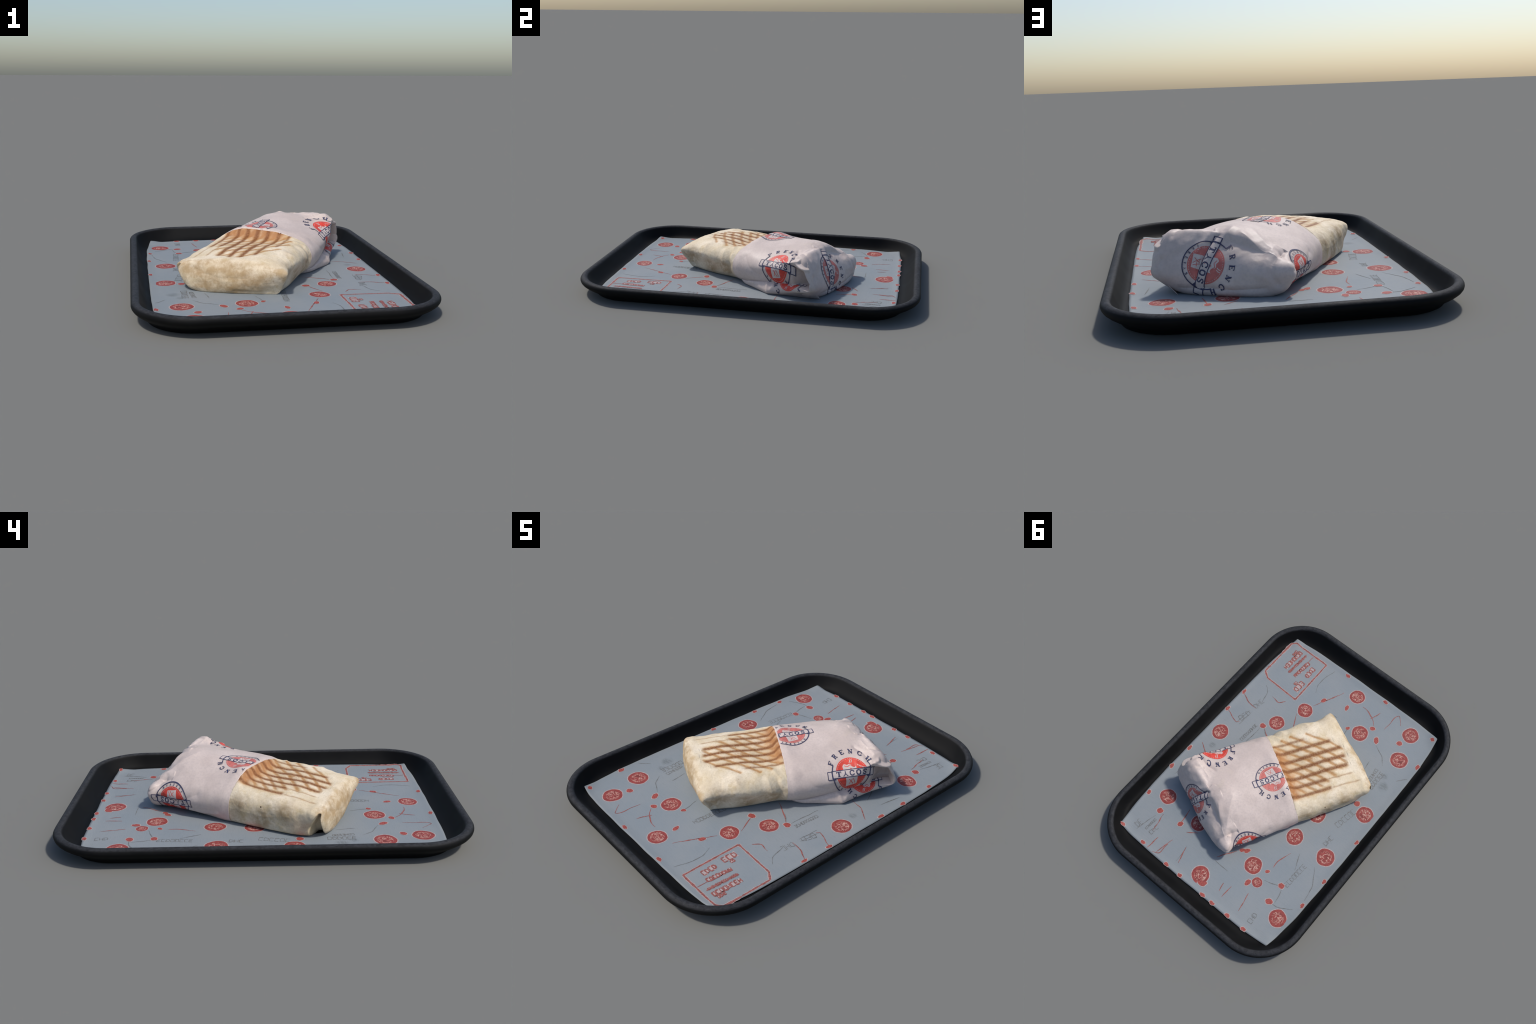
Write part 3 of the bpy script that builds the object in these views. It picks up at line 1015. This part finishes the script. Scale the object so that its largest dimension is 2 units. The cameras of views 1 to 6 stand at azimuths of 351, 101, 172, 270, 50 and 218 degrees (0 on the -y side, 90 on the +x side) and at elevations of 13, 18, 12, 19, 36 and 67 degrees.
def build_flap(root, wrapper, mat):
    """loose tail of paper below the +s flank: a shelf that tapers off towards the open edge."""
    # stations: t, inner top (s,z), crest (s,z), lip (s,z), foot (s,z)
    st = [
        (-0.015, (0.240, 0.048), (0.240, 0.044), (0.236, 0.038), (0.230, 0.032), (0.215, 0.0258)),
        (0.010, (0.262, 0.050), (0.266, 0.046), (0.262, 0.039), (0.254, 0.031), (0.240, 0.0258)),
        (0.050, (0.268, 0.056), (0.280, 0.052), (0.280, 0.042), (0.276, 0.032), (0.265, 0.0258)),
        (0.120, (0.276, 0.070), (0.292, 0.066), (0.298, 0.050), (0.296, 0.036), (0.285, 0.0258)),
        (0.190, (0.280, 0.084), (0.302, 0.076), (0.314, 0.054), (0.314, 0.038), (0.305, 0.0258)),
        (0.245, (0.278, 0.094), (0.306, 0.082), (0.322, 0.056), (0.324, 0.038), (0.316, 0.0258)),
        (0.290, (0.276, 0.098), (0.304, 0.084), (0.318, 0.058), (0.314, 0.040), (0.296, 0.0258)),
        (0.350, (0.268, 0.104), (0.300, 0.090), (0.310, 0.064), (0.296, 0.044), (0.270, 0.0258)),
        (0.420, (0.255, 0.110), (0.298, 0.098), (0.304, 0.074), (0.275, 0.054), (0.245, 0.0262)),
        (0.480, (0.250, 0.112), (0.296, 0.102), (0.300, 0.082), (0.262, 0.064), (0.222, 0.0262)),
        (0.518, (0.250, 0.110), (0.290, 0.100), (0.292, 0.084), (0.255, 0.070), (0.205, 0.0262)),
        (0.530, (0.240, 0.106), (0.276, 0.098), (0.276, 0.086), (0.245, 0.072), (0.195, 0.0262)),
    ]
    NT, NC = 90, 24

    def spline(vals, x):
        """Catmull-Rom through evenly indexed values."""
        i = min(len(vals) - 2, max(0, int(x)))
        u = x - i
        p0, p1, p2, p3 = vals[max(0, i - 1)], vals[i], vals[i + 1], vals[min(len(vals) - 1, i + 2)]
        return 0.5 * (2 * p1 + (p2 - p0) * u + (2 * p0 - 5 * p1 + 4 * p2 - p3) * u * u + (3 * p1 - p0 - 3 * p2 + p3) * u ** 3)
    verts, faces = [], []
    ts = [r[0] for r in st]
    for j in range(NT + 1):
        x = (len(st) - 1) * j / NT
        t = spline(ts, x)
        sec = [(spline([r[k][0] for r in st], x), spline([r[k][1] for r in st], x)) for k in range(1, 6)]
        for i in range(NC + 1):
            y = 4.0 * i / NC
            s, z = spline([q[0] for q in sec], y), spline([q[1] for q in sec], y)
            p = Vector((s, t, z))
            w = 0.004 * (ridged(p, 14.0, 1.0) - 0.5) * math.sin(math.pi * i / NC)
            w += fold(p, Vector((1, 0, 0)), "+s", [(0, 0.225, 0.09), (0, 0.235, 0.07), (0, 0.245, 0.04)], 0.02, 0.006)
            w += fold(p, Vector((1, 0, 0)), "+s", [(0, 0.080, 0.06), (0, 0.130, 0.06)], 0.016, 0.005)
            verts.append(W(s + w, t, max(LINER_Z + 0.0005, z + 0.5 * w)))
    for j in range(NT):
        for i in range(NC):
            a = j * (NC + 1) + i
            faces.append((a, a + 1, a + NC + 2, a + NC + 1))
    ob = add_mesh("paper_flap", verts, faces, [mat], root)
    sol = ob.modifiers.new("thickness", "SOLIDIFY")
    sol.thickness = 0.0022
    sol.offset = 0
    return ob


# ------------------------------------------------------------------ printed logos
# Slab-serif letters as strokes in a 1 x 1 box: (points, half width)
H_ = 0.085
LETTERS = {
    "F": [([(.25, 0), (.25, 1)], .11), ([(.05, .96), (.95, .96)], .05), ([(.25, .5), (.68, .5)], .05), ([(.05, .04), (.5, .04)], .05), ([(.93, 1), (.93, .72)], .05), ([(.68, .62), (.68, .38)], .04)],
    "R": [([(.25, 0), (.25, 1)], .11), ([(.05, .96), (.55, .96), (.78, .88), (.8, .68), (.6, .52), (.3, .5)], .07), ([(.5, .5), (.68, .3), (.78, .05), (1, .05)], .08), ([(.03, .04), (.48, .04)], .05)],
    "E": [([(.25, 0), (.25, 1)], .11), ([(.05, .96), (.92, .96)], .05), ([(.25, .5), (.65, .5)], .05), ([(.05, .04), (.95, .04)], .05), ([(.9, 1), (.9, .74)], .05), ([(.93, 0), (.93, .27)], .05), ([(.65, .62), (.65, .38)], .04)],
    "N": [([(.2, 0), (.2, 1)], .045), ([(.14, .97), (.82, .05)], .12), ([(.84, 0), (.84, 1)], .045), ([(.0, .04), (.4, .04)], .05), ([(.66, .96), (1.02, .96)], .05), ([(.0, .96), (.3, .96)], .05)],
    "C": [([(.88, .66), (.82, .86), (.6, .98), (.35, .95), (.16, .75), (.12, .5), (.16, .25), (.35, .05), (.6, .02), (.82, .12), (.92, .32)], .085), ([(.9, .98), (.9, .64)], .05)],
    "H": [([(.2, 0), (.2, 1)], .1), ([(.8, 0), (.8, 1)], .1), ([(.2, .5), (.8, .5)], .05), ([(.0, .04), (.4, .04)], .05), ([(.0, .96), (.4, .96)], .05), ([(.6, .04), (1, .04)], .05), ([(.6, .96), (1, .96)], .05)],
    "T": [([(.5, 0), (.5, 1)], .12), ([(.05, .95), (.95, .95)], .06), ([(.08, 1), (.08, .68)], .05), ([(.92, 1), (.92, .68)], .05), ([(.25, .04), (.75, .04)], .05)],
    "A": [([(.5, 1.08), (.47, .6), (.36, .3), (.1, .02)], .05), ([(.5, 1.08), (.53, .6), (.64, .3), (.9, .02)], .05), ([(.36, .3), (.64, .3)], .045), ([(.0, .03), (.25, .03)], .04), ([(.75, .03), (1, .03)], .04)],
    "O": [([(.5, .98), (.22, .88), (.12, .5), (.22, .12), (.5, .02), (.78, .12), (.88, .5), (.78, .88), (.5, .98)], .1)],
    "S": [([(.84, .72), (.72, .94), (.45, .98), (.2, .86), (.2, .66), (.5, .52), (.8, .38), (.82, .16), (.55, .02), (.25, .06), (.12, .28)], .09), ([(.86, .98), (.86, .7)], .05), ([(.1, .02), (.1, .32)], .05)],
    "Y": [([(.5, 0), (.5, .45)], .1), ([(.5, .45), (.15, .97)], .09), ([(.5, .45), (.85, .97)], .07)],
    "V": [([(.5, .02), (.14, .97)], .1), ([(.5, .02), (.86, .97)], .06)],
}


class LogoSheet:
    """flat artwork in unit coordinates, one list of small quads per ink layer."""

    def __init__(self):
        self.layers = {}

    def _layer(self, name):
        return self.layers.setdefault(name, ([], []))

    def stroke(self, layer, pts, half, step=0.035, bend=None):
        v, f = self._layer(layer)
        path = []
        for (ax, ay), (bx, by) in zip(pts[:-1], pts[1:]):
            m = max(1, int(math.hypot(bx - ax, by - ay) / step))
            path += [(ax + (bx - ax) * i / m, ay + (by - ay) * i / m) for i in range(m)]
        path.append(pts[-1])
        base, m = len(v), len(path)
        for i, (x, y) in enumerate(path):
            a, b = path[max(0, i - 1)], path[min(m - 1, i + 1)]
            if pts[0] == pts[-1] and i in (0, m - 1):
                a, b = path[m - 2], path[1]
            dx, dy = b[0] - a[0], b[1] - a[1]
            L = math.hypot(dx, dy) or 1
            for sg in (-1, 1):
                v.append((x - dy / L * half * sg, y + dx / L * half * sg))
        for i in range(m - 1):
            q = base + 2 * i
            f.append((q, q + 2, q + 3, q + 1))

    def letter(self, layer, ch, place, w, h):
        """place maps letter-box coordinates (x right, y up, sizes in logo units) to the sheet."""
        for pts, half in LETTERS[ch]:
            self.stroke(layer, [place(x * w, y * h) for x, y in pts], half * min(w, h) * 1.3)

    def fill(self, layer, inside, box, n):
        """cover a region by small cells whose corners are pulled to the outline."""
        v, f = self._layer(layer)
        x0, y0, x1, y1 = box
        idx = {}

        def vid(i, j):
            if (i, j) not in idx:
                idx[(i, j)] = len(v)
                v.append((x0 + (x1 - x0) * i / n, y0 + (y1 - y0) * j / n))
            return idx[(i, j)]
        for i in range(n):
            for j in range(n):
                cx, cy = x0 + (x1 - x0) * (i + .5) / n, y0 + (y1 - y0) * (j + .5) / n
                if inside(cx, cy):
                    f.append((vid(i, j), vid(i + 1, j), vid(i + 1, j + 1), vid(i, j + 1)))

    def disc(self, layer, r, rings=14, n=64):
        v, f = self._layer(layer)
        b = len(v)
        v.append((0, 0))
        for k in range(1, rings + 1):
            for i in range(n):
                a = 2 * math.pi * i / n
                v.append((r * k / rings * math.cos(a), r * k / rings * math.sin(a)))
        for i in range(n):
            f.append((b, b + 1 + i, b + 1 + (i + 1) % n))
        for k in range(rings - 1):
            for i in range(n):
                p = b + 1 + k * n
                f.append((p + i, p + n + i, p + n + (i + 1) % n, p + (i + 1) % n))

    def patch(self, layer, c00, c10, c11, c01, n=14, m=6, wave=None):
        """bilinear four-sided patch; wave(u, v) shifts along y."""
        v, f = self._layer(layer)
        b = len(v)
        for j in range(m + 1):
            for i in range(n + 1):
                u, w = i / n, j / m
                x = (c00[0] * (1 - u) + c10[0] * u) * (1 - w) + (c01[0] * (1 - u) + c11[0] * u) * w
                y = (c00[1] * (1 - u) + c10[1] * u) * (1 - w) + (c01[1] * (1 - u) + c11[1] * u) * w
                if wave:
                    y += wave(u, w)
                v.append((x, y))
        for j in range(m):
            for i in range(n):
                q = b + j * (n + 1) + i
                f.append((q, q + 1, q + n + 2, q + n + 1))


def logo_artwork():
    L = LogoSheet()
    L.disc("red", 0.80)
    # dotted stitch just inside the red
    for k in range(44):
        a0 = 2 * math.pi * k / 44
        L.stroke("pale", [(0.735 * math.cos(a0 + d), 0.735 * math.sin(a0 + d)) for d in (0, 0.035, 0.07)], 0.008)
    # folded wrap: pale box with a torn top and criss-cross grill lines
    L.patch("pale", (-0.26, -0.66), (0.30, -0.56), (0.28, 0.42), (-0.40, 0.36), 14, 16,
            lambda u, w: w * w * (0.10 * math.sin(u * 5.0) + 0.05 * math.sin(u * 13)))
    for a, b in (((-0.30, 0.20), (0.06, -0.10)), ((-0.20, -0.05), (0.00, 0.26)), ((0.02, 0.24), (0.24, -0.02)),
                 ((0.08, -0.02), (0.26, 0.20)), ((-0.15, -0.30), (0.10, -0.55)), ((-0.12, -0.55), (0.02, -0.30)),
                 ((0.06, -0.28), (0.20, -0.52))):
        L.stroke("fine_red", [a, b], 0.014)
    L.stroke("fine_red", [(-0.30, 0.40), (-0.15, 0.33), (0.0, 0.42), (0.14, 0.30), (0.26, 0.33)], 0.016)
    for dx in (0.0, 0.09):
        L.stroke("pale", [(-0.02 + dx, 0.52), (0.03 + dx, 0.60), (0.04 + dx, 0.70)], 0.018)
    # ring: closed below, broken above by the arched word
    arc = [(math.cos(math.radians(a)), math.sin(math.radians(a))) for a in range(150, 391, 4)]
    L.stroke("navy", arc, 0.024)
    # ribbon with the word
    hb, wb = 0.185, 1.02
    L.patch("banner", (-wb, -hb), (wb, -hb), (wb, hb), (-wb, hb), 30, 6)
    for sg in (-1, 1):
        L.patch("banner", (sg * wb, -hb - 0.05), (sg * 1.24, -hb - 0.05), (sg * 1.24, hb - 0.02), (sg * wb, hb - 0.02), 5, 6)
        L.stroke("navy", [(sg * wb, hb - .02), (sg * 1.24, hb - .02), (sg * 1.24, -hb - .05), (sg * 0.98, -hb - .05)], 0.020)
        L.patch("navy", (sg * 0.82, -hb - 0.02), (sg * 1.0, -hb - 0.02), (sg * 1.0, -hb - 0.05), (sg * 0.95, -hb - 0.13), 3, 3)
    L.stroke("navy", [(-wb, -hb), (wb, -hb), (wb, hb), (-wb, hb), (-wb, -hb)], 0.020)
    x = -0.80
    for ch, w in zip("TACOS", (0.27, 0.27, 0.26, 0.27, 0.23)):
        L.letter("navy", ch, lambda px, py, x=x: (x + px, -0.125 + py), w, 0.25)
        x += w + 0.075
    # arched word above
    word = "FRENCH"
    r0, hh = 1.02, 0.23
    for k, ch in enumerate(word):
        ang = math.radians(148 - k * 23.2)

        def place(px, py, ang=ang):
            a = ang - (px - 0.11) / (r0 + 0.1)
            return ((r0 + py) * math.cos(a), (r0 + py) * math.sin(a))
        L.letter("navy", ch, place, 0.22, hh)
    # small town name below, between disc and ring
    word = "YEREVAN"
    for k, ch in enumerate(word):
        ang = math.radians(226 + k * 14.6)

        def place(px, py, ang=ang):
            a = ang + (px - 0.045) / 0.9
            r = 0.95 - 0.025 - py
            rr = 0.835 + (0.11 - py)
            return (rr * math.cos(a), rr * math.sin(a))
        L.letter("navy", ch, place, 0.09, 0.11)
    return L


LAYER_HEIGHT = {"red": 0.0006, "pale": 0.0010, "fine_red": 0.0014, "banner": 0.0018, "navy": 0.0023}


def stamp(art, bvh, mats, root, parent, centre, normal, up, radius, edge_cut=False, max_dist=0.16, skip=(), min_dot=0.12):
    """print the artwork on the paper by projecting it along the normal; returns the layer objects."""
    n = normal.normalized()
    u = (up - n * up.dot(n)).normalized()
    r = u.cross(n)
    for name, (vs, fs) in art.layers.items():
        if name in skip:
            continue
        bm = bmesh.new()
        bv = []
        h = LAYER_HEIGHT[name]
        for (x, y) in vs:
            p = centre + r * (x * radius) + u * (y * radius) + n * max_dist
            loc, nor, _, dist = bvh.ray_cast(p, -n, 2 * max_dist)
            if loc is None or nor.dot(n) < min_dot:
                bv.append(None)
                continue
            bv.append(bm.verts.new(loc + nor * h))
        for k, f in enumerate(fs):
            q = [bv[i] for i in f]
            if any(v is None for v in q):
                continue
            if max((a.co - b.co).length for a in q for b in q) > 0.030:
                continue
            try:
                bm.faces.new(q)
            except ValueError:
                pass
        loose = [v for v in bm.verts if not v.link_faces]
        bmesh.ops.delete(bm, geom=loose, context="VERTS")
        if edge_cut:
            pc = W(0, EDGE0 + 0.0065, 0)
            pn = (ET - ES * EDGE_SLOPE).normalized()
            bmesh.ops.bisect_plane(bm, geom=bm.verts[:] + bm.edges[:] + bm.faces[:], dist=1e-6,
                                   plane_co=pc, plane_no=pn, clear_inner=True)
        if not bm.faces:
            bm.free()
            continue
        me = bpy.data.meshes.new("printed_logo")
        bm.to_mesh(me)
        bm.free()
        me.materials.append(mats[name])
        me.polygons.foreach_set("use_smooth", [True] * len(me.polygons))
        ob = bpy.data.objects.new({"red": "logo_disc", "pale": "logo_picture", "fine_red": "logo_picture_line",
                                   "banner": "logo_ribbon", "navy": "logo_lettering"}[name], me)
        COL.objects.link(ob)
        attach(ob, parent)


def world_bvh(ob):
    dg = bpy.context.evaluated_depsgraph_get()
    me = ob.evaluated_get(dg).to_mesh()
    b = BVHTree.FromPolygons([v.co.copy() for v in me.vertices], [tuple(p.vertices) for p in me.polygons])
    return b


def main():
    tray_m = tray_material()
    liner_m = liner_material()
    seal_m = seal_material()
    halo_m = plain("pale_print_halo", (0.40, 0.325, 0.31), 0.62, 0.14, 120)
    red_m = plain("red_print_ink", (0.31, 0.062, 0.050), 0.6, 0.3, 150)
    line_m = plain("red_brown_line_ink", (0.265, 0.085, 0.072), 0.6, 0.35, 110)
    grey_m = plain("grey_print_ink", (0.150, 0.152, 0.148), 0.6, 0.28, 120)
    paper_m = wrapper_material()
    tort_m = tortilla_material(DARK_BARS, LIGHT_BARS, edge_t)

    build_tray(tray_m)
    liner = build_liner(liner_m)
    build_liner_print(liner, red_m, halo_m, grey_m, seal_m, line_m)
    root, tortilla, wrapper = build_taco(tort_m, paper_m)
    flap = build_flap(root, wrapper, paper_m)
    bpy.context.view_layer.update()

    navy = plain("navy_logo_ink", (0.045, 0.045, 0.095), 0.55, 0.3, 120)
    bright = plain("bright_red_logo_ink", (0.66, 0.062, 0.040), 0.5, 0.14, 40)
    faded = plain("faded_red_logo_ink", (0.545, 0.150, 0.125), 0.55, 0.14, 40)
    white = plain("pale_logo_paper", (0.61, 0.51, 0.465), 0.55, 0.06, 60)
    art = logo_artwork()
    pb, fb = world_bvh(wrapper), world_bvh(flap)

    def inks(red):
        return {"red": red, "pale": white, "fine_red": red, "banner": white, "navy": navy}
    Zv = Vector((0, 0, 1))
    # on top, cut by the open edge
    stamp(art, pb, inks(faded), root, wrapper, W(-0.028, 0.050, 0.25), Zv + ES * 0.05, -ES, 0.0975, True)
    # on the +s shoulder
    stamp(art, pb, inks(bright), root, wrapper, W(0.298, 0.292, 0.205), ES * 0.80 + Zv * 0.60, Zv - ES * 0.3, 0.1, min_dot=0.2)
    # on the closed end
    stamp(art, pb, inks(faded), root, wrapper, W(0.067, 0.500, 0.150), ET + Zv * 0.40, -ES * 0.96 - Zv * 0.29, 0.100)
    # on the -s flank, upside down
    stamp(art, pb, inks(bright), root, wrapper, W(-0.285, 0.325, 0.094), -ES + Zv * 0.1, -Zv, 0.094)
    # on the loose tail, upside down
    stamp(art, fb, inks(bright), root, flap, W(0.292, 0.372, 0.143), ES * 0.8 + Zv * 0.6, ES * 0.6 - Zv * 0.8, 0.085)


main()
